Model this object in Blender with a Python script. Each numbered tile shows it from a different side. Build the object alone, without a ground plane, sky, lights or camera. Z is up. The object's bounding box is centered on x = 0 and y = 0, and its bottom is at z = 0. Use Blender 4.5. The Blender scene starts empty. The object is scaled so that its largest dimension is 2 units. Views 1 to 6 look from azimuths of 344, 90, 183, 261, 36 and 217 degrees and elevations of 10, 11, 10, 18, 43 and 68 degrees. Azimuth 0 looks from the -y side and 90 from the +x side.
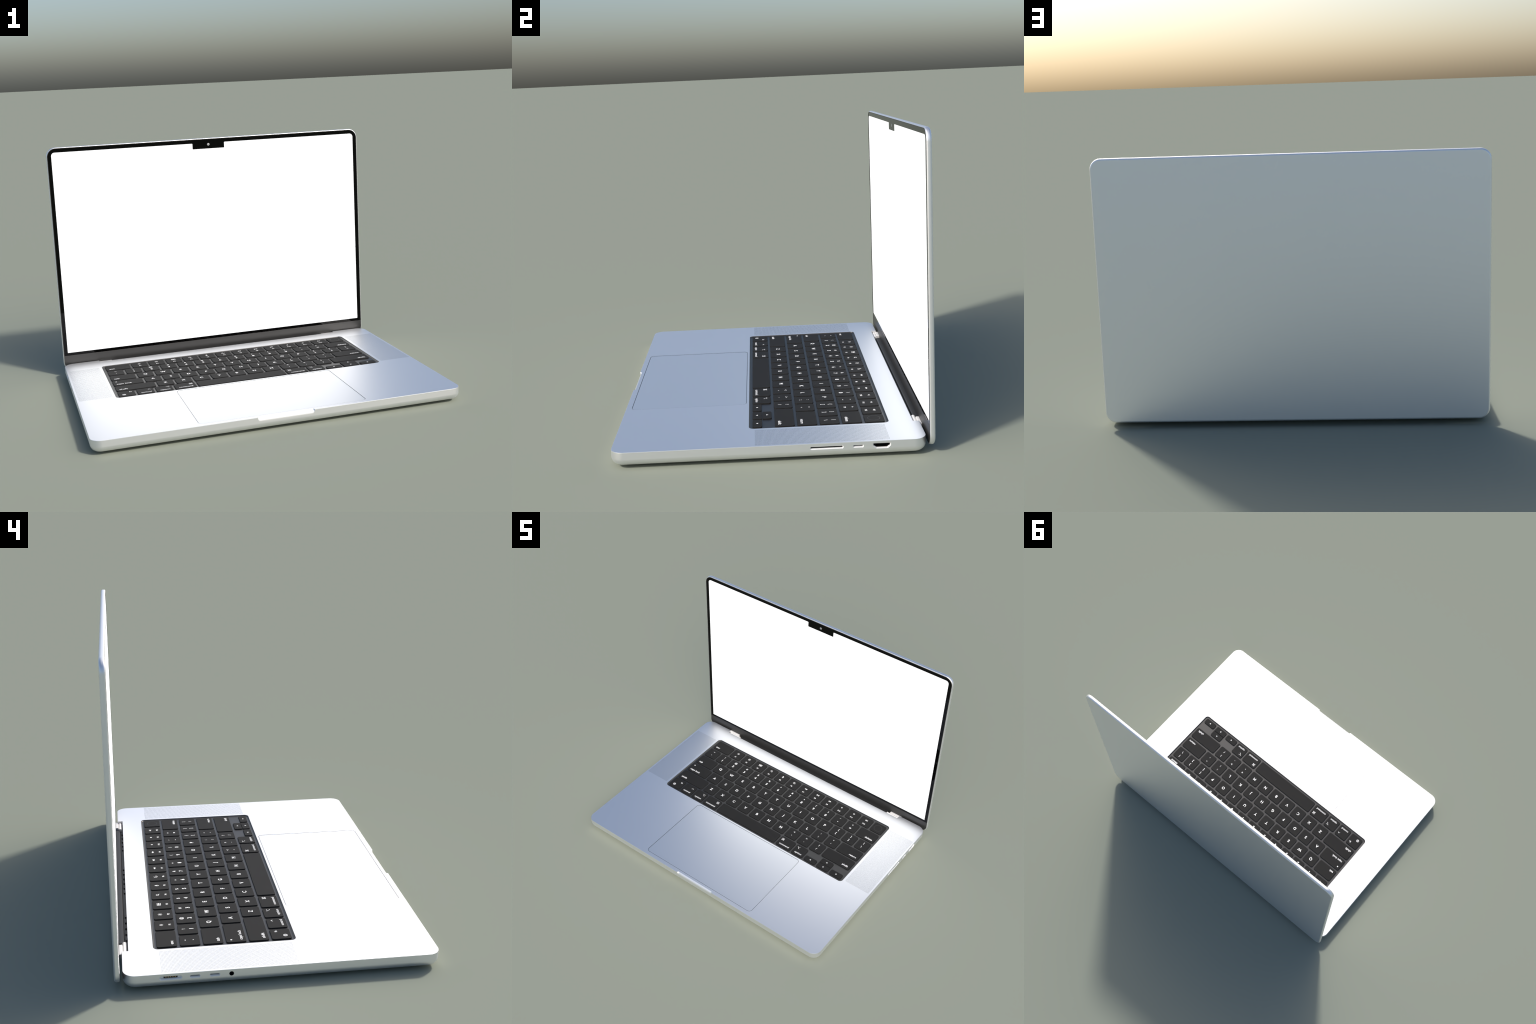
import bpy, bmesh, math
from mathutils import Vector
from mathutils.geometry import tessellate_polygon

# ------------------------------------------------------------------ sizes (metres)
HALF_W = 1.0                       # half width of base and lid
FRONT_Y, REAR_Y = -0.7110, 0.6755  # base, front and rear face
DECK_Z, BELLY_Z = 0.0770, 0.0108   # base, upper and lower face
CORNER = 0.057                     # plan radius of the base corners
BELLY_R = 0.034                    # radius of the base's lower edge
LID_FRONT, LID_BACK = 0.6868, 0.7110
GLASS_Y = 0.6871                   # front of the display glass, a little behind the rim
LID_LOW, LID_TOP = 0.0306, 1.4198
PITCH_X, PITCH_Y = 0.1068, 0.1037  # key pitch
KEY_GAP = 0.0130
KEYS_Y = 0.2165                    # middle of the six key rows
KEY_TOP = 0.0770
WELL = (-0.787, 0.787, -0.105, 0.538)
PAD = (-0.4525, 0.4525, -0.6810, -0.1190)
SPEAKER_X, SPEAKER_Y = (0.803, 0.9885), (-0.0785, 0.5135)

scene = bpy.context.scene
coll = scene.collection


# ------------------------------------------------------------------ materials
def material(name, color, rough, metal=0.0, spec=0.5, noise=0.0, noise_scale=60.0, emit=None, strength=0.0, coat=0.0):
    m = bpy.data.materials.new(name)
    m.use_nodes = True
    nt = m.node_tree
    b = nt.nodes["Principled BSDF"]
    b.inputs["Base Color"].default_value = (*color, 1)
    b.inputs["Roughness"].default_value = rough
    b.inputs["Metallic"].default_value = metal
    b.inputs["Specular IOR Level"].default_value = spec
    b.inputs["Coat Weight"].default_value = coat
    if emit:
        b.inputs["Emission Color"].default_value = (*emit, 1)
        b.inputs["Emission Strength"].default_value = strength
    if noise:
        tc = nt.nodes.new("ShaderNodeTexCoord")
        nz = nt.nodes.new("ShaderNodeTexNoise")
        nz.inputs["Scale"].default_value = noise_scale
        nz.inputs["Detail"].default_value = 3
        mr = nt.nodes.new("ShaderNodeMapRange")
        mr.inputs["To Min"].default_value = rough - noise
        mr.inputs["To Max"].default_value = rough + noise
        nt.links.new(tc.outputs["Object"], nz.inputs["Vector"])
        nt.links.new(nz.outputs["Fac"], mr.inputs["Value"])
        nt.links.new(mr.outputs["Result"], b.inputs["Roughness"])
    return m


ALU = material("anodised_aluminium", (0.89, 0.90, 0.92), 0.475, 1.0, noise=0.012, noise_scale=220)
PADM = material("trackpad_glass", (0.86, 0.875, 0.895), 0.475, 1.0, noise=0.01, noise_scale=200)
HINGEM = material("hinge_whitened", (0.86, 0.85, 0.84), 0.35, 0.25)  # pale, mostly non-metallic colour; the hinges look near-white in every view
KEYM = material("key_plastic", (0.0138, 0.0138, 0.0138), 0.65, spec=0.15, noise=0.03, noise_scale=300)
TRAYM = material("key_tray_plastic", (0.012, 0.012, 0.012), 0.40, spec=0.72)
LEGENDM = material("legend_white", (0.86, 0.86, 0.86), 0.5)
BEZELM = material("black_glass", (0.0006, 0.0006, 0.0006), 0.03, spec=0.15)
GASKETM = material("gasket_rubber", (0.035, 0.035, 0.034), 0.5)
CHINM = material("hinge_cover_plastic", (0.022, 0.022, 0.022), 0.40, spec=0.45)
SCREENM = material("lit_display", (0.02, 0.02, 0.02), 0.10, emit=(1, 1, 1), strength=1.4)
DARKM = material("dark_recess", (0.012, 0.012, 0.013), 0.5)
VENTM = material("vent_plastic", (0.022, 0.022, 0.022), 0.5)
PORTM = material("pale_port_rim", (0.85, 0.85, 0.85), 0.35, 0.3)
RUBBERM = material("foot_rubber", (0.03, 0.03, 0.03), 0.7)
LENSM = material("camera_lens", (0.62, 0.63, 0.68), 0.30, 0.9)
GOLDM = material("contact_gold", (0.75, 0.52, 0.22), 0.3, 1.0)
SEAMM = material("touch_key_ring", (0.016, 0.016, 0.016), 0.35)


# ------------------------------------------------------------------ mesh helpers
def make(name, bm, mats, parent=None, smooth=32):
    me = bpy.data.meshes.new(name)
    bmesh.ops.recalc_face_normals(bm, faces=bm.faces)
    bm.to_mesh(me)
    bm.free()
    for m in mats if isinstance(mats, (list, tuple)) else [mats]:
        me.materials.append(m)
    ob = bpy.data.objects.new(name, me)
    coll.objects.link(ob)
    if parent:
        ob.parent = parent
    finish_shading(me, smooth)
    if smooth:
        even_normals(ob)
    return ob


def even_normals(ob):
    """Keeps flat faces flat beside small rounded edges."""
    w = ob.modifiers.new("even_normals", "WEIGHTED_NORMAL")
    w.keep_sharp = True
    w.weight = 90


def finish_shading(me, smooth):
    if smooth:
        for p in me.polygons:
            p.use_smooth = True
        me.set_sharp_from_angle(angle=math.radians(smooth))


def round_rect(x0, x1, y0, y1, r, n=8):
    """Outline of a rectangle with rounded corners, counter-clockwise. r: one radius or four (from the corner x1 y1 on)."""
    rs = r if isinstance(r, (list, tuple)) else (r,) * 4
    pts = []
    for k, (cx, cy) in enumerate(((x1, y1), (x0, y1), (x0, y0), (x1, y0))):
        rr = max(rs[k], 1e-5)
        ox = cx - rr if cx == x1 else cx + rr
        oy = cy - rr if cy == y1 else cy + rr
        for i in range(n + 1):
            a = math.pi / 2 * (k + i / n)
            pts.append((ox + rr * math.cos(a), oy + rr * math.sin(a)))
    return pts


def loft(bm, rings, cap0=True, cap1=True, mat=0):
    """Skin through rings of 3D points with the same count."""
    vs = [[bm.verts.new(p) for p in ring] for ring in rings]
    n = len(vs[0])
    fs = []
    for a, b in zip(vs, vs[1:]):
        for i in range(n):
            j = (i + 1) % n
            fs.append(bm.faces.new((a[i], a[j], b[j], b[i])))
    if cap0:
        fs.append(bm.faces.new(vs[0][::-1]))
    if cap1:
        fs.append(bm.faces.new(vs[-1]))
    for f in fs:
        f.material_index = mat
    return vs


def slab(bm, rect, r, profile, axis="z", n=8, mat=0, cap0=True, cap1=True):
    """Rounded rectangle carried through (inset, height) steps along an axis: z (plan) or y (upright, rect in x z)."""
    x0, x1, y0, y1 = rect
    rings = []
    rs = r if isinstance(r, (list, tuple)) else (r,) * 4
    for inset, h in profile:
        pts = round_rect(x0 + inset, x1 - inset, y0 + inset, y1 - inset, [max(q - inset, 0.0004) for q in rs], n)
        rings.append([(a, b, h) if axis == "z" else (a, h, b) if axis == "y" else (h, a, b) for a, b in pts])
    loft(bm, rings, cap0, cap1, mat)


def box(bm, x0, x1, y0, y1, z0, z1, bevel=0.0, mat=0, seg=2):
    r = bmesh.ops.create_cube(bm, size=1.0)
    vs = r["verts"]
    for v in vs:
        v.co = Vector(((x0 + x1) / 2 + v.co.x * (x1 - x0), (y0 + y1) / 2 + v.co.y * (y1 - y0), (z0 + z1) / 2 + v.co.z * (z1 - z0)))
    fs = {f for v in vs for f in v.link_faces}
    if bevel:
        es = list({e for v in vs for e in v.link_edges})
        out = bmesh.ops.bevel(bm, geom=es, offset=bevel, segments=seg, affect="EDGES", profile=0.5)
        fs = {f for f in fs if f.is_valid} | set(out["faces"])
    for f in fs:
        f.material_index = mat


def prism_x(bm, profile_yz, x0, x1, mat=0):
    loft(bm, [[(x0, y, z) for y, z in profile_yz], [(x1, y, z) for y, z in profile_yz]], mat=mat)


def evaluated_mesh(ob):
    dg = bpy.context.evaluated_depsgraph_get()
    dg.update()
    return bpy.data.meshes.new_from_object(ob.evaluated_get(dg))


# ------------------------------------------------------------------ the thing
laptop = bpy.data.objects.new("laptop", None)
coll.objects.link(laptop)
laptop["label"] = "open silver aluminium laptop with black keyboard and bright white display"
laptop["category"] = "laptop"

# ------------------------------------------------------------------ base body
bm = bmesh.new()
prof = []
for i in range(11):
    a = math.pi / 2 * i / 10
    prof.append((BELLY_R * (1 - math.sin(a)), BELLY_Z + BELLY_R * (1 - math.cos(a))))
prof += [(0.0, DECK_Z - 0.0016), (0.0005, DECK_Z - 0.0005), (0.0016, DECK_Z)]
slab(bm, (-HALF_W, HALF_W, FRONT_Y, REAR_Y), CORNER, prof, n=14)
base = make("base", bm, ALU, laptop, smooth=0)

cut = bmesh.new()
up = DECK_Z + 0.02
# keyboard well, trackpad pocket, speaker pockets
slab(cut, WELL, 0.024, [(0, DECK_Z - 0.016), (0, up)])
slab(cut, tuple(v + s * 0.0022 for v, s in zip(PAD, (-1, 1, -1, 1))), 0.0244, [(0, DECK_Z - 0.006), (0, up)], mat=2)
for sx in (-1, 1):
    xa, xb = sorted((sx * SPEAKER_X[0], sx * SPEAKER_X[1]))
    box(cut, xa, xb, *SPEAKER_Y, DECK_Z - 0.004, up)
# slot for the hinge, open at the rear
box(cut, -0.783, 0.783, 0.6462, REAR_Y + 0.05, 0.0185, up)
# scoop to open the lid: concave, dying out with rounded ends
SCOOP = [(0.0118, 0.012)] + [(0.0118 * (1 - t) ** 3, -0.0275 * t) for t in (k / 10 for k in range(11))]
SCOOP += [(-0.015, -0.0275), (-0.015, 0.012)]
rings = []
steps = [math.sin(math.pi / 2 * k / 8) for k in range(9)]
xs = [-(0.139 + 0.0145 * s) for s in reversed(steps)] + [0.139 + 0.0145 * s for s in steps]
for x in xs:
    s = math.sqrt(max(0.0, 1 - ((abs(x) - 0.139) / 0.0146) ** 2))
    ring = []
    for d, dz in SCOOP:
        ring.append((x, FRONT_Y + (d * s if d >= 0 else d), DECK_Z + (dz if dz > 0 else dz * (0.35 + 0.65 * s))))
    rings.append(ring)
loft(cut, rings)


# ports in the two side faces
ports = bmesh.new()


def port(x_side, y0, y1, z0, z1, depth, r, n=6, lip=0.0042):
    """A recess with a rolled rim."""
    rings = []
    for x, d in ((1.02, 0.0), (1.0001, 0.0), (0.9985, lip * 0.32), (0.9965, lip * 0.62), (0.9935, lip * 0.88), (0.990, lip), (1.0 - depth, lip)):
        rings.append([(x_side * x, y, z) for y, z in round_rect(y0 + d, y1 - d, z0 + d, z1 - d, max(r - d, 0.0006), n)])
    loft(ports, rings)


port(1, 0.1605, 0.3080, 0.0490, 0.0628, 0.035, 0.0066)                            # card slot
port(1, 0.3480, 0.3960, 0.0495, 0.0625, 0.032, 0.0060)
HD = [(0.4360, 0.0665), (0.4360, 0.0545), (0.4500, 0.0408), (0.5005, 0.0408), (0.5148, 0.0545), (0.5148, 0.0665)]
hy, hz = 0.4754, 0.0540
loft(ports, [[(x, hy + (y - hy) * ky, hz + (z - hz) * kz) for y, z in HD] for x, ky, kz in ((1.02, 1, 1), (1.0001, 1, 1), (0.9985, 0.965, 0.89), (0.9965, 0.93, 0.78), (0.9935, 0.905, 0.70), (0.990, 0.89, 0.66), (0.940, 0.89, 0.66))])
port(-1, 0.4262, 0.5230, 0.0478, 0.0660, 0.0105, 0.0088, lip=0.0050)                           # charging port, shallow pan
port(-1, 0.3490, 0.3950, 0.0492, 0.0632, 0.032, 0.0066)
port(-1, 0.2650, 0.3110, 0.0492, 0.0632, 0.032, 0.0066)
loft(ports, [[(x, 0.2166 + 0.0103 * math.cos(k * math.pi / 10), 0.0565 + 0.0103 * math.sin(k * math.pi / 10)) for k in range(20)] for x in (-1.02, -0.94)])
for f in ports.faces:                                            # bright rims, dark insides
    c = f.calc_center_median()
    light = abs(c.x) > 0.988 or 0.255 < c.y < 0.40 and (c.x < 0 or c.y > 0.33)
    f.material_index = 1 if light else 2
tool = bpy.data.meshes.new("tool")
ports.to_mesh(tool)
ports.free()
cut.from_mesh(tool)
bpy.data.meshes.remove(tool)
cutter = make("cutter", cut, [ALU, PORTM, DARKM], smooth=0)

mod = base.modifiers.new("cut", "BOOLEAN")
mod.operation, mod.solver, mod.object = "DIFFERENCE", "EXACT", cutter
mod.material_mode = "TRANSFER"
me = evaluated_mesh(base)
base.modifiers.clear()
old = base.data
base.data = me
bpy.data.meshes.remove(old)
bpy.data.objects.remove(cutter)
me.name = "base"
finish_shading(me, 28)
even_normals(base)

# ------------------------------------------------------------------ underside
bm = bmesh.new()
slab(bm, (-0.962, 0.962, FRONT_Y + 0.038, REAR_Y - 0.038), 0.03, [(0, BELLY_Z + 0.001), (0, BELLY_Z - 0.0006), (0.001, BELLY_Z - 0.0016)])
make("bottom_cover", bm, ALU, laptop)
for k, (fx, fy) in enumerate(((-0.86, -0.57), (0.86, -0.57), (-0.86, 0.54), (0.86, 0.54))):
    bm = bmesh.new()
    rings = []
    for r, z in ((0.046, BELLY_Z - 0.001), (0.046, 0.004), (0.044, 0.0012), (0.040, 0.0)):
        rings.append([(fx + r * math.cos(i * math.pi / 16), fy + r * math.sin(i * math.pi / 16), z) for i in range(32)])
    loft(bm, rings)
    make("foot", bm, RUBBERM, laptop)

# ------------------------------------------------------------------ trackpad
bm = bmesh.new()
slab(bm, PAD, 0.0222, [(0, DECK_Z - 0.0058), (0, DECK_Z - 0.0006)], n=10)
for f in bm.faces:
    f.material_index = 0 if f.calc_center_median().z > DECK_Z - 0.001 else 1
make("trackpad", bm, [PADM, DARKM], laptop)

# ------------------------------------------------------------------ speaker grilles: real holes on a square grid
for sx in (-1, 1):
    bm = bmesh.new()
    nx, ny = 38, 120
    xa, xb = sorted((sx * SPEAKER_X[0], sx * SPEAKER_X[1]))
    px, py = (xb - xa) / nx, (SPEAKER_Y[1] - SPEAKER_Y[0]) / ny
    rad = 0.25 * (px + py) / 2 * 0.94
    z0, z1 = DECK_Z - 0.003, DECK_Z
    grid = [[bm.verts.new((xa + i * px, SPEAKER_Y[0] + j * py, z1)) for j in range(ny + 1)] for i in range(nx + 1)]
    ring_dir = [(math.cos(math.pi / 4 * k + math.pi / 8), math.sin(math.pi / 4 * k + math.pi / 8)) for k in range(8)]
    for i in range(nx):
        for j in range(ny):
            cx, cy = xa + (i + 0.5) * px, SPEAKER_Y[0] + (j + 0.5) * py
            top = [bm.verts.new((cx + rad * a, cy + rad * b, z1)) for a, b in ring_dir]
            low = [bm.verts.new((cx + rad * a, cy + rad * b, z0)) for a, b in ring_dir]
            c = (grid[i + 1][j + 1], grid[i][j + 1], grid[i][j], grid[i + 1][j])
            for q in range(4):
                a, b = 2 * q, (2 * q + 1) % 8
                bm.faces.new((c[q], top[b], top[a]))
                bm.faces.new((c[q], c[(q + 1) % 4], top[(b + 1) % 8], top[b]))
            for k in range(8):
                f = bm.faces.new((top[k], top[(k + 1) % 8], low[(k + 1) % 8], low[k]))
                f.material_index = 1
    fl = bm.faces.new([bm.verts.new((x, y, z0 - 0.0005)) for x, y in ((xa, SPEAKER_Y[0]), (xb, SPEAKER_Y[0]), (xb, SPEAKER_Y[1]), (xa, SPEAKER_Y[1]))])
    fl.material_index = 1
    me = bpy.data.meshes.new("speaker_grille")
    bm.to_mesh(me)
    bm.free()
    me.materials.append(ALU)
    me.materials.append(DARKM)
    ob = bpy.data.objects.new("speaker_grille", me)
    ob["kind"] = "stuff"
    coll.objects.link(ob)
    ob.parent = laptop

# ------------------------------------------------------------------ keyboard tray
bm = bmesh.new()
tray = [(0.0, DECK_Z - 0.0155), (0.0, DECK_Z - 0.0004), (0.0012, DECK_Z - 0.0004), (0.0020, DECK_Z - 0.0025), (0.0040, DECK_Z - 0.0047), (0.0080, DECK_Z - 0.0055), (0.0120, DECK_Z - 0.0057)]
slab(bm, tuple(v + s * 0.0001 for v, s in zip(WELL, (1, -1, 1, -1))), 0.0238, tray, n=8)
make("keyboard_tray", bm, TRAYM, laptop, smooth=50)


# ------------------------------------------------------------------ legends
def text_mesh(body, embolden=0.016):
    cu = bpy.data.curves.new("text", "FONT")
    cu.body = body
    cu.align_x, cu.align_y = "LEFT", "BOTTOM_BASELINE"
    cu.size = 1.0
    cu.offset = embolden
    cu.resolution_u = 4
    ob = bpy.data.objects.new("text", cu)
    coll.objects.link(ob)
    dg = bpy.context.evaluated_depsgraph_get()
    dg.update()
    me = bpy.data.meshes.new_from_object(ob.evaluated_get(dg))
    bpy.data.objects.remove(ob)
    bpy.data.curves.remove(cu)
    return me


_texts = {}


def text_data(body, embolden):
    key = (body, embolden)
    if key not in _texts:
        me = text_mesh(body, embolden)
        pts = [(v.co.x, v.co.y) for v in me.vertices]
        polys = [tuple(p.vertices) for p in me.polygons]
        bpy.data.meshes.remove(me)
        _texts[key] = (pts, polys)
    return _texts[key]


_cap = text_data("H", 0.016)[0]
CAP = max(p[1] for p in _cap) - min(p[1] for p in _cap)
LEGEND_Z = 0.0003


def put_text(bm, body, x, y, cap, align="c", embolden=0.016, width=None):
    """Flat lettering. x: centre, left or right edge; y: vertical middle of the glyphs' box ('c') or of the lower-case line."""
    pts, polys = text_data(body, embolden)
    s = cap / CAP
    xs = [p[0] for p in pts]
    ys = [p[1] for p in pts]
    w = (max(xs) - min(xs)) * s
    kx = s * (width / w if width else 1)
    w = width or w
    ox = {"c": x - w / 2, "l": x, "r": x - w}[align] - min(xs) * kx
    oy = y - (max(ys) + min(ys)) / 2 * s if align == "c" and len(body) < 4 else y - CAP * 0.36 * s
    vs = [bm.verts.new((px * kx + ox, py * s + oy, LEGEND_Z)) for px, py in pts]
    for p in polys:
        bm.faces.new([vs[i] for i in p])


def put_poly(bm, pts):
    bm.faces.new([bm.verts.new((x, y, LEGEND_Z)) for x, y in pts])


def put_line(bm, pts, w, closed=False):
    """A stroke of constant width along a polyline."""
    n = len(pts)
    left, right = [], []
    for i in range(n):
        a = Vector(pts[(i - 1) % n] if (i or closed) else pts[i])
        b = Vector(pts[(i + 1) % n] if (i < n - 1 or closed) else pts[i])
        c = Vector(pts[i])
        d1 = (c - a).normalized() if (c - a).length > 1e-9 else (b - c).normalized()
        d2 = (b - c).normalized() if (b - c).length > 1e-9 else d1
        t = d1 + d2
        t = t.normalized() if t.length > 1e-6 else d1
        nrm = Vector((-t.y, t.x))
        k = w / 2 / max(0.4, nrm.dot(Vector((-d1.y, d1.x))))
        left.append(bm.verts.new((*(c + nrm * k), LEGEND_Z)))
        right.append(bm.verts.new((*(c - nrm * k), LEGEND_Z)))
    for i in range(n if closed else n - 1):
        j = (i + 1) % n
        bm.faces.new((right[i], right[j], left[j], left[i]))


def put_ring(bm, x, y, r, w, a0=0.0, a1=360.0, n=20):
    full = a1 - a0 >= 360
    m = n if full else n + 1
    pts = [(x + r * math.cos(math.radians(a0 + (a1 - a0) * i / n)), y + r * math.sin(math.radians(a0 + (a1 - a0) * i / n))) for i in range(m)]
    put_line(bm, pts, w, closed=full)


def put_disc(bm, x, y, r, n=14):
    put_poly(bm, [(x + r * math.cos(2 * math.pi * i / n), y + r * math.sin(2 * math.pi * i / n)) for i in range(n)])


def put_sun(bm, x, y, r):
    put_ring(bm, x, y, r * 0.42, r * 0.2)
    for k in range(8):
        a = math.pi / 4 * k
        put_line(bm, [(x + q * r * math.cos(a), y + q * r * math.sin(a)) for q in (0.68, 1.0)], r * 0.2)


def put_speaker(bm, x, y, s, waves):
    put_poly(bm, [(x - s, y - s * 0.35), (x - s * 0.55, y - s * 0.35), (x, y - s * 0.85), (x, y + s * 0.85), (x - s * 0.55, y + s * 0.35), (x - s, y + s * 0.35)])
    for k in range(waves):
        put_ring(bm, x, y, s * (0.42 + 0.38 * k), s * 0.16, -48, 48, 8)


def put_triangle(bm, x, y, r, a):
    put_poly(bm, [(x + r * math.cos(math.radians(a + q)), y + r * math.sin(math.radians(a + q))) for q in (0, 120, 240)])


def icon(bm, kind, x, y):
    if kind in ("sun_low", "sun"):
        put_sun(bm, x, y, 0.0092 if kind == "sun_low" else 0.0105)
    elif kind == "windows":
        for q in ((-0.012, -0.001, 0.001, 0.0085), (0.0005, 0.012, 0.0025, 0.0085), (-0.010, 0.0015, -0.0085, -0.001), (0.003, 0.012, -0.0085, 0.0005)):
            put_line(bm, [(x + q[0], y + q[2]), (x + q[1], y + q[2]), (x + q[1], y + q[3]), (x + q[0], y + q[3])], 0.0018, closed=True)
    elif kind == "search":
        put_ring(bm, x - 0.0015, y + 0.0015, 0.0062, 0.0022)
        put_line(bm, [(x + 0.003, y - 0.003), (x + 0.0085, y - 0.0085)], 0.0026)
    elif kind == "microphone":
        put_poly(bm, [(x + a, y + b) for a, b in round_rect(-0.0034, 0.0034, -0.0025, 0.0100, 0.0033, 4)])
        put_ring(bm, x, y + 0.0005, 0.0064, 0.0017, 180, 360, 10)
        put_line(bm, [(x, y - 0.006), (x, y - 0.0100)], 0.0018)
        put_line(bm, [(x - 0.004, y - 0.0100), (x + 0.004, y - 0.0100)], 0.0016)
    elif kind == "moon":
        outer = [(x + 0.009 * math.cos(math.radians(a)), y + 0.009 * math.sin(math.radians(a))) for a in range(80, 371, 18)]
        inner = [(x + 0.0052 + 0.0086 * math.cos(math.radians(a)), y + 0.0050 + 0.0086 * math.sin(math.radians(a))) for a in range(320, 129, -16)]
        put_line(bm, outer + inner[1:-1], 0.0018, closed=True)
    elif kind in ("rewind", "forward"):
        d = 1 if kind == "forward" else -1
        for o in (-0.0055, 0.0045):
            put_triangle(bm, x + d * o, y, 0.0072, 0 if d > 0 else 180)
    elif kind == "play":
        put_triangle(bm, x - 0.0055, y, 0.0078, 0)
        for o in (0.0045, 0.0095):
            put_line(bm, [(x + o, y - 0.0065), (x + o, y + 0.0065)], 0.0025)
    elif kind == "mute":
        put_speaker(bm, x + 0.004, y, 0.0085, 0)
    elif kind == "volume_low":
        put_speaker(bm, x + 0.002, y, 0.0085, 1)
    elif kind == "volume_high":
        put_speaker(bm, x - 0.0005, y, 0.0085, 3)
    elif kind == "globe":
        put_ring(bm, x, y, 0.0092, 0.0020)
        put_line(bm, [(x - 0.009, y), (x + 0.009, y)], 0.0016)
        put_line(bm, [(x, y - 0.009), (x, y + 0.009)], 0.0016)
        put_line(bm, [(x + 0.0042 * math.cos(k * math.pi / 6), y + 0.009 * math.sin(k * math.pi / 6)) for k in range(12)], 0.0014, closed=True)
        for sgn in (-1, 1):
            put_line(bm, [(x - 0.0072, y + sgn * 0.0050), (x + 0.0072, y + sgn * 0.0050)], 0.0014)
    elif kind == "looped_square":
        q, r, w = 0.0030, 0.0030, 0.0019
        put_line(bm, [(x - q, y - q), (x + q, y - q), (x + q, y + q), (x - q, y + q)], w, closed=True)
        for sx in (-1, 1):
            for sy in (-1, 1):
                put_ring(bm, x + sx * (q + r), y + sy * (q + r), r, w)
    elif kind == "switch_sign":
        put_line(bm, [(x - 0.0100, y + 0.0070), (x - 0.0040, y + 0.0070), (x + 0.0040, y - 0.0070), (x + 0.0100, y - 0.0070)], 0.0020)
        put_line(bm, [(x + 0.0020, y + 0.0070), (x + 0.0100, y + 0.0070)], 0.0020)
    elif kind == "caret":
        put_line(bm, [(x - 0.0070, y - 0.0035), (x, y + 0.0045), (x + 0.0070, y - 0.0035)], 0.0021)
    elif kind.startswith("arrow"):
        put_triangle(bm, x, y, 0.0066, {"arrow_left": 180, "arrow_right": 0, "arrow_up": 90, "arrow_down": 270}[kind])


# ------------------------------------------------------------------ keys
_key_mesh = {}


def key_mesh(w, h, radii=0.0105):
    k = (round(w, 5), round(h, 5), radii)
    if k not in _key_mesh:
        bm = bmesh.new()
        low = -0.0054
        slab(bm, (-w / 2, w / 2, -h / 2, h / 2), radii, [(0.0, low), (0.0, -0.0018), (0.0004, -0.0007), (0.0010, -0.0002), (0.0019, 0.0)], n=5)
        me = bpy.data.meshes.new("key")
        bmesh.ops.recalc_face_normals(bm, faces=bm.faces)
        bm.to_mesh(me)
        bm.free()
        me.materials.append(KEYM)
        finish_shading(me, 50)
        _key_mesh[k] = me
    return _key_mesh[k]


def row_y(r):
    return KEYS_Y + (2.5 - r) * PITCH_Y


def add_key(r, u0, units, draw=None, half=None, radii=0.0105):
    """One key: row r (0 = function row), left edge at u0 key units, width in units; half: 'up' or 'low'."""
    w = units * PITCH_X - KEY_GAP
    h = PITCH_Y - KEY_GAP
    x = (u0 + units / 2 - 7.25) * PITCH_X
    y = row_y(r)
    if half:
        hh = h / 2 - 0.0011
        y += (h / 2 - hh / 2) * (1 if half == "up" else -1)
        h = hh
    ob = bpy.data.objects.new("key", key_mesh(w, h, radii))
    ob.location = (x, y, KEY_TOP)
    coll.objects.link(ob)
    ob.parent = laptop
    even_normals(ob)
    if draw:
        bm = bmesh.new()
        draw(bm, w, h)
        for f in bm.faces:
            if f.normal.z < 0:
                f.normal_flip()
        bm.normal_update()
        flip = [f for f in bm.faces if f.normal.z < 0]
        bmesh.ops.reverse_faces(bm, faces=flip)
        me = bpy.data.meshes.new("legend")
        bm.to_mesh(me)
        bm.free()
        me.materials.append(LEGENDM)
        lg = bpy.data.objects.new("legend", me)
        coll.objects.link(lg)
        lg.parent = ob
    return ob


def letter(c):
    return lambda bm, w, h: put_text(bm, c, 0, 0, 0.0205, embolden=0.018)


def pair(top, low, cap_top=0.0155, cap_low=0.0200):
    def f(bm, w, h):
        put_text(bm, top, 0, 0.0200, cap_top, embolden=0.012)
        put_text(bm, low, 0, -0.0165, cap_low, embolden=0.019)
    return f


def word(text, side, width, cap=0.0150):
    def f(bm, w, h):
        put_text(bm, text, (-w / 2 + 0.0185) if side == "l" else (w / 2 - 0.0185), -0.0245, cap, side, embolden=0.012, width=width)
    return f


def function(kind, name):
    def f(bm, w, h):
        icon(bm, kind, 0, 0.0145)
        put_text(bm, name, 0, -0.0245, 0.0108, embolden=0.022)
    return f


def modifier(text, kind, side, width):
    def f(bm, w, h):
        icon(bm, kind, (w / 2 - 0.0235) * (1 if side == "r" else -1), 0.0190)
        put_text(bm, text, 0.0015, -0.0250, 0.0140, "c", embolden=0.008, width=width)
    return f


def caps(bm, w, h):
    word("caps lock", "l", 0.088)(bm, w, h)
    put_disc(bm, -w / 2 + 0.0215, 0.0220, 0.0045)


def fn_key(bm, w, h):
    icon(bm, "globe", -0.0165, -0.0195)
    put_text(bm, "fn", 0.0240, 0.0195, 0.0140, embolden=0.008)


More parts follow.
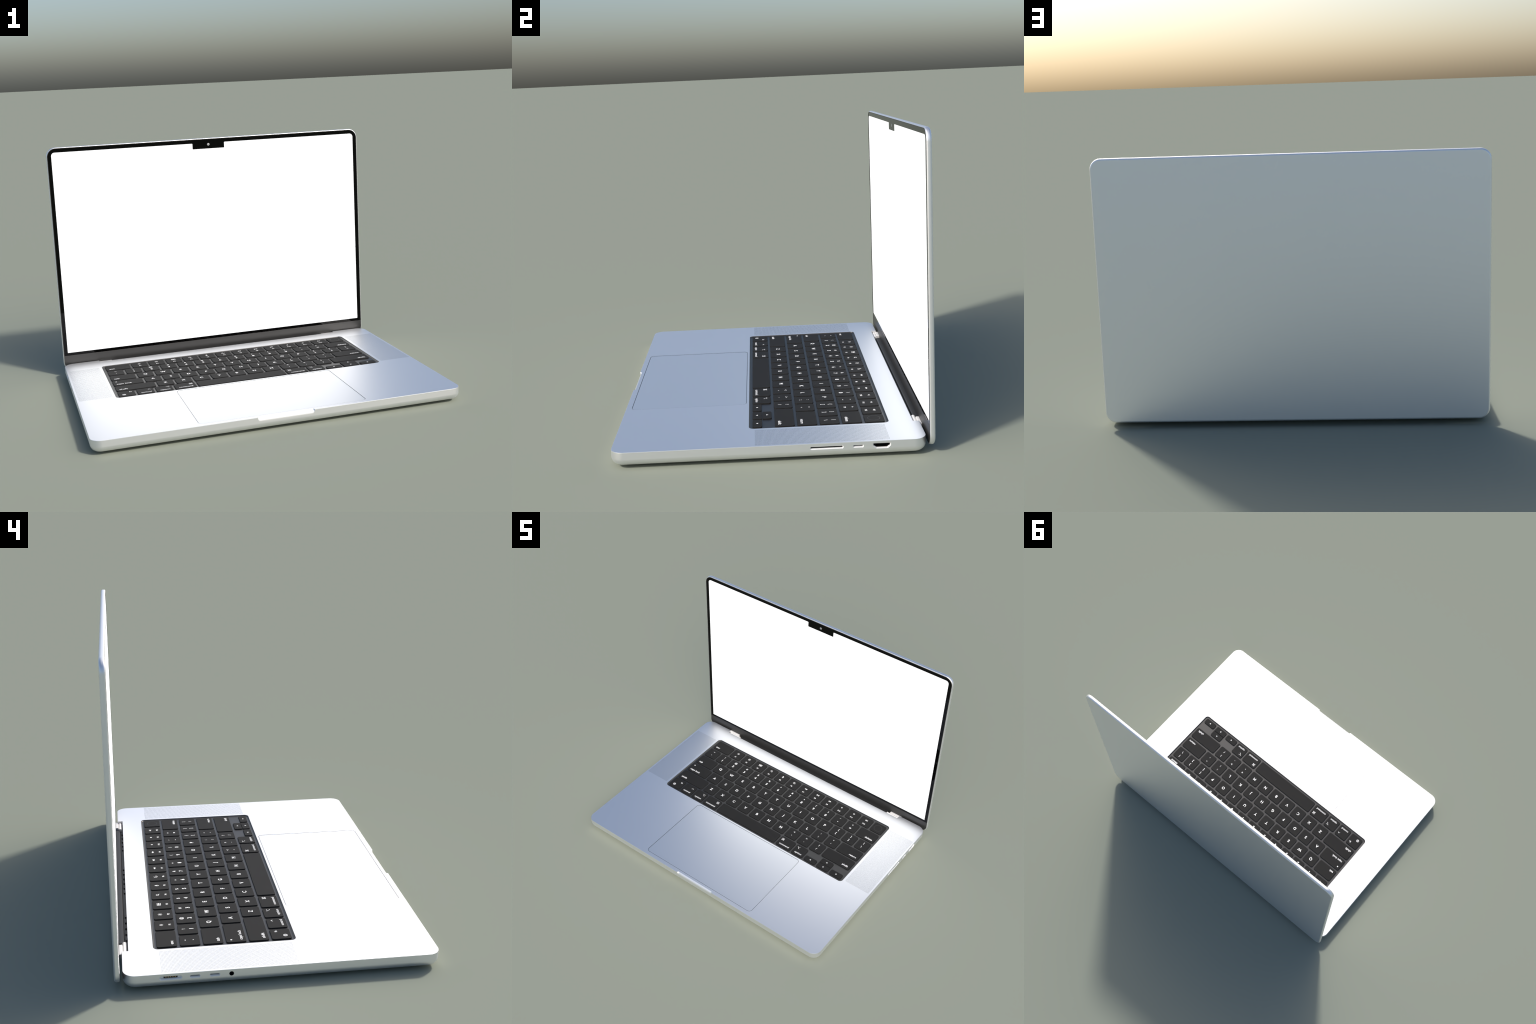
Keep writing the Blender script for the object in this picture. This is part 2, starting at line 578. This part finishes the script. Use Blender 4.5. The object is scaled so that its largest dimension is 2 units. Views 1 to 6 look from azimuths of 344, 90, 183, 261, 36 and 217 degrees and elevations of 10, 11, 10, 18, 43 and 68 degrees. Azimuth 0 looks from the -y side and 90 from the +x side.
ICONS = ["sun_low", "sun", "windows", "search", "microphone", "moon", "rewind", "play", "forward", "mute", "volume_low", "volume_high"]
add_key(0, 0, 1.5, word("esc", "l", 0.033))
for i, k in enumerate(ICONS):
    add_key(0, 1.5 + i, 1, function(k, f"F{i + 1}"))
touch_key = add_key(0, 13.5, 1)
bm = bmesh.new()
put_ring(bm, 0, -0.001, 0.0285, 0.0016, n=40)
me = bpy.data.meshes.new("touch_ring")
bm.to_mesh(me)
bm.free()
me.materials.append(SEAMM)
ob = bpy.data.objects.new("touch_ring", me)
coll.objects.link(ob)
ob.parent = touch_key

for i, (a, b) in enumerate(zip("~!@#$%^&*()_+", "`1234567890-=")):
    add_key(1, i, 1, pair(a, b))
add_key(1, 13, 1.5, word("delete", "r", 0.058))
add_key(2, 0, 1.5, word("tab", "l", 0.031))
for i, c in enumerate("QWERTYUIOP"):
    add_key(2, 1.5 + i, 1, letter(c))
for i, (a, b) in enumerate(("{[", "}]", "|\\")):
    add_key(2, 11.5 + i, 1, pair(a, b, 0.0165, 0.0165))
add_key(3, 0, 1.75, caps)
for i, c in enumerate("ASDFGHJKL"):
    k = add_key(3, 1.75 + i, 1, letter(c))
    if c in "FJ":
        bm = bmesh.new()
        box(bm, -0.010, 0.010, -0.0325, -0.0300, -0.0004, 0.0008, 0.0003)
        make("homing_bar", bm, KEYM, k)
add_key(3, 10.75, 1, pair(":", ";", 0.0165, 0.0165))
add_key(3, 11.75, 1, pair("\"", "'", 0.0165, 0.0165))
add_key(3, 12.75, 1.75, word("return", "r", 0.056))
add_key(4, 0, 2.25, word("shift", "l", 0.048))
for i, c in enumerate("ZXCVBNM"):
    add_key(4, 2.25 + i, 1, letter(c))
for i, (a, b) in enumerate(("<,", ">.", "?/")):
    add_key(4, 9.25 + i, 1, pair(a, b, 0.0165, 0.0165))
add_key(4, 12.25, 2.25, word("shift", "r", 0.048))
add_key(5, 0, 1, fn_key)
add_key(5, 1, 1, modifier("control", "caret", "r", 0.058))
add_key(5, 2, 1, modifier("option", "switch_sign", "r", 0.056))
add_key(5, 3, 1.25, modifier("command", "looped_square", "r", 0.080))
add_key(5, 4.25, 5)
add_key(5, 9.25, 1.25, modifier("command", "looped_square", "l", 0.080))
add_key(5, 10.5, 1, modifier("option", "switch_sign", "l", 0.056))
RD, SQ = 0.0105, 0.0020
for u, kind, half, radii in ((11.5, "arrow_left", "low", RD), (12.5, "arrow_up", "up", (RD, RD, SQ, SQ)), (12.5, "arrow_down", "low", (SQ, SQ, RD, RD)), (13.5, "arrow_right", "low", RD)):
    add_key(5, u, 1, (lambda q: lambda bm, w, h: icon(bm, q, 0, 0))(kind), half, radii)

# ------------------------------------------------------------------ port insides
bm = bmesh.new()
box(bm, 0.941, 0.968, 0.452, 0.499, 0.0540, 0.0570, 0.0006)
make("video_port", bm, DARKM, laptop)
bm = bmesh.new()
box(bm, 0.9655, 0.972, 0.1655, 0.3030, 0.0535, 0.0584)
make("card_slot", bm, DARKM, laptop)
bm = bmesh.new()
loft(bm, [[(x, 0.2166 + 0.0101 * math.cos(k * math.pi / 10), 0.0565 + 0.0101 * math.sin(k * math.pi / 10)) for k in range(20)] for x in (-0.962, -0.975)])
make("audio_jack", bm, DARKM, laptop)
bm = bmesh.new()
loft(bm, [[(x, y, z) for y, z in round_rect(0.4447, 0.5052, 0.0535, 0.0622, 0.0043, 6)] for x in (-0.9895, -0.9915)])
charge = make("charging_port", bm, DARKM, laptop)
for k in range(5):
    bm = bmesh.new()
    yc = 0.4552 + k * 0.00985
    loft(bm, [[(x, yc + 0.0018 * math.cos(q * math.pi / 5), 0.0578 + 0.0018 * math.sin(q * math.pi / 5)) for q in range(10)] for x in (-0.991, -0.9925)])
    make("contact_pin", bm, GOLDM, charge)

# ------------------------------------------------------------------ hinge slot: vent, cover, hinges
bm = bmesh.new()
box(bm, -0.7825, 0.7825, 0.6468, 0.6740, 0.0190, 0.0520)
for centre, count in ((-0.52, 5), (0.0, 6), (0.52, 5)):          # cooling fins in three groups
    for i in range(count):
        x = centre + (i - (count - 1) / 2) * 0.057
        box(bm, x - 0.014, x + 0.014, 0.6472, 0.6560, 0.0515, 0.0585, 0.002)
make("vent", bm, VENTM, laptop)

bm = bmesh.new()
cover = [(0.6885, 0.0595), (0.6680, 0.0595), (0.6653, 0.0590), (0.6630, 0.0576), (0.6613, 0.0552), (0.6606, 0.0520), (0.6606, 0.0300), (0.6885, 0.0300)]
prism_x(bm, cover, -0.678, 0.678)
make("hinge_cover", bm, CHINM, laptop, smooth=50)

for sx in (-1, 1):
    bm = bmesh.new()
    yc, zc, r = 0.6625, 0.0567, 0.0112
    ring = [(yc + r * math.cos(k * math.pi / 12), zc + r * math.sin(k * math.pi / 12)) for k in range(24)]
    xa, xb = sorted((sx * 0.682, sx * 0.775))
    prism_x(bm, ring, xa, xb)
    xa, xb = sorted((sx * 0.702, sx * 0.792))
    box(bm, xa, xb, 0.6722, 0.6869, 0.0480, 0.0675, 0.0018)
    make("hinge", bm, HINGEM, laptop)

# ------------------------------------------------------------------ lid
LID = (-HALF_W, HALF_W, LID_LOW, LID_TOP)
LID_R = 0.0575
RIM, SEAL = 0.0050, 0.0078         # width of the metal rim, and of rim and rubber seal together
bm = bmesh.new()
R = 0.0110
prof = [(RIM + 0.0004, GLASS_Y + 0.0020), (RIM, LID_FRONT + 0.0006), (RIM - 0.0003, LID_FRONT)]
for i in range(1, 8):                                            # rounded front edge of the rim
    a = math.pi / 2 * i / 7
    prof.append(((RIM - 0.0003) * (1 - math.sin(a)), LID_FRONT + 0.0085 * (1 - math.cos(a))))
for i in range(9):
    a = math.pi / 2 * i / 8
    prof.append((R * (1 - math.cos(a)), LID_BACK - R + R * math.sin(a)))
slab(bm, LID, LID_R, prof, "y", n=14)
lid = make("lid", bm, ALU, laptop, smooth=35)


def inset(rect, d):
    return (rect[0] + d, rect[1] - d, rect[2] + d, rect[3] - d)


# rubber seal: a ring between rim and glass
bm = bmesh.new()
rings = []
for d, y in ((RIM + 0.0002, GLASS_Y + 0.0018), (RIM + 0.0002, LID_FRONT - 0.0006), (RIM + 0.0008, LID_FRONT - 0.0012), (SEAL - 0.0006, LID_FRONT - 0.0012), (SEAL, LID_FRONT - 0.0008), (SEAL, GLASS_Y + 0.0018)):
    q = inset(LID, d)
    rings.append([(a, y, b) for a, b in round_rect(*q, LID_R - d, 14)])
loft(bm, rings, cap0=False, cap1=False)
make("gasket", bm, GASKETM, lid)
GLASS_LOW = 0.1285
g = inset(LID, SEAL - 0.0002)
GR = LID_R - SEAL
bm = bmesh.new()
slab(bm, (g[0], g[1], GLASS_LOW, g[3]), (GR, GR, 0.0006, 0.0006), [(0, GLASS_Y + 0.0018), (0, GLASS_Y + 0.0003)], "y", n=14)
make("bezel", bm, BEZELM, lid)
bm = bmesh.new()
slab(bm, (g[0], g[1], g[2], GLASS_LOW - 0.0004), (0.0006, 0.0006, GR, GR), [(0, GLASS_Y + 0.0018), (0, GLASS_Y)], "y", n=14)
make("chin", bm, CHINM, lid)

# display with the camera notch left free
SX, SLOW, STOP, SR = 0.9700, 0.1460, 1.3892, 0.0205
NX, NZ, NR = 0.1020, 1.3536, 0.0038


def arc(cx, cz, r, a0, a1, n=6):
    return [(cx + r * math.cos(math.radians(a0 + (a1 - a0) * i / n)), cz + r * math.sin(math.radians(a0 + (a1 - a0) * i / n))) for i in range(n + 1)]


out = [(-SX, SLOW), (SX, SLOW)] + arc(SX - SR, STOP - SR, SR, 0, 90, 8)
out += arc(NX + NR, STOP - NR, NR, 90, 180) + arc(NX - NR, NZ + NR, NR, 0, -90) + arc(-NX + NR, NZ + NR, NR, -90, -180) + arc(-NX - NR, STOP - NR, NR, 0, 90)
out += arc(-SX + SR, STOP - SR, SR, 90, 180, 8)
bm = bmesh.new()
vs = loft(bm, [[(x, GLASS_Y + 0.0002, z) for x, z in out], [(x, GLASS_Y, z) for x, z in out]], cap0=False, cap1=False)
for tri in tessellate_polygon([[Vector((x, z, 0)) for x, z in out]]):
    bm.faces.new([vs[1][i] for i in tri])
make("display", bm, SCREENM, lid, smooth=0)

bm = bmesh.new()
rings = []
for rr, d in ((0.0080, -0.0002), (0.0080, 0.0002), (0.0076, 0.0004), (0.0050, 0.00045), (0.0008, 0.0005)):
    rings.append([(rr * math.cos(k * math.pi / 10), GLASS_Y + 0.0003 - d, 1.3792 + rr * math.sin(k * math.pi / 10)) for k in range(20)])
loft(bm, rings)
make("camera_lens", bm, LENSM, lid, smooth=60)
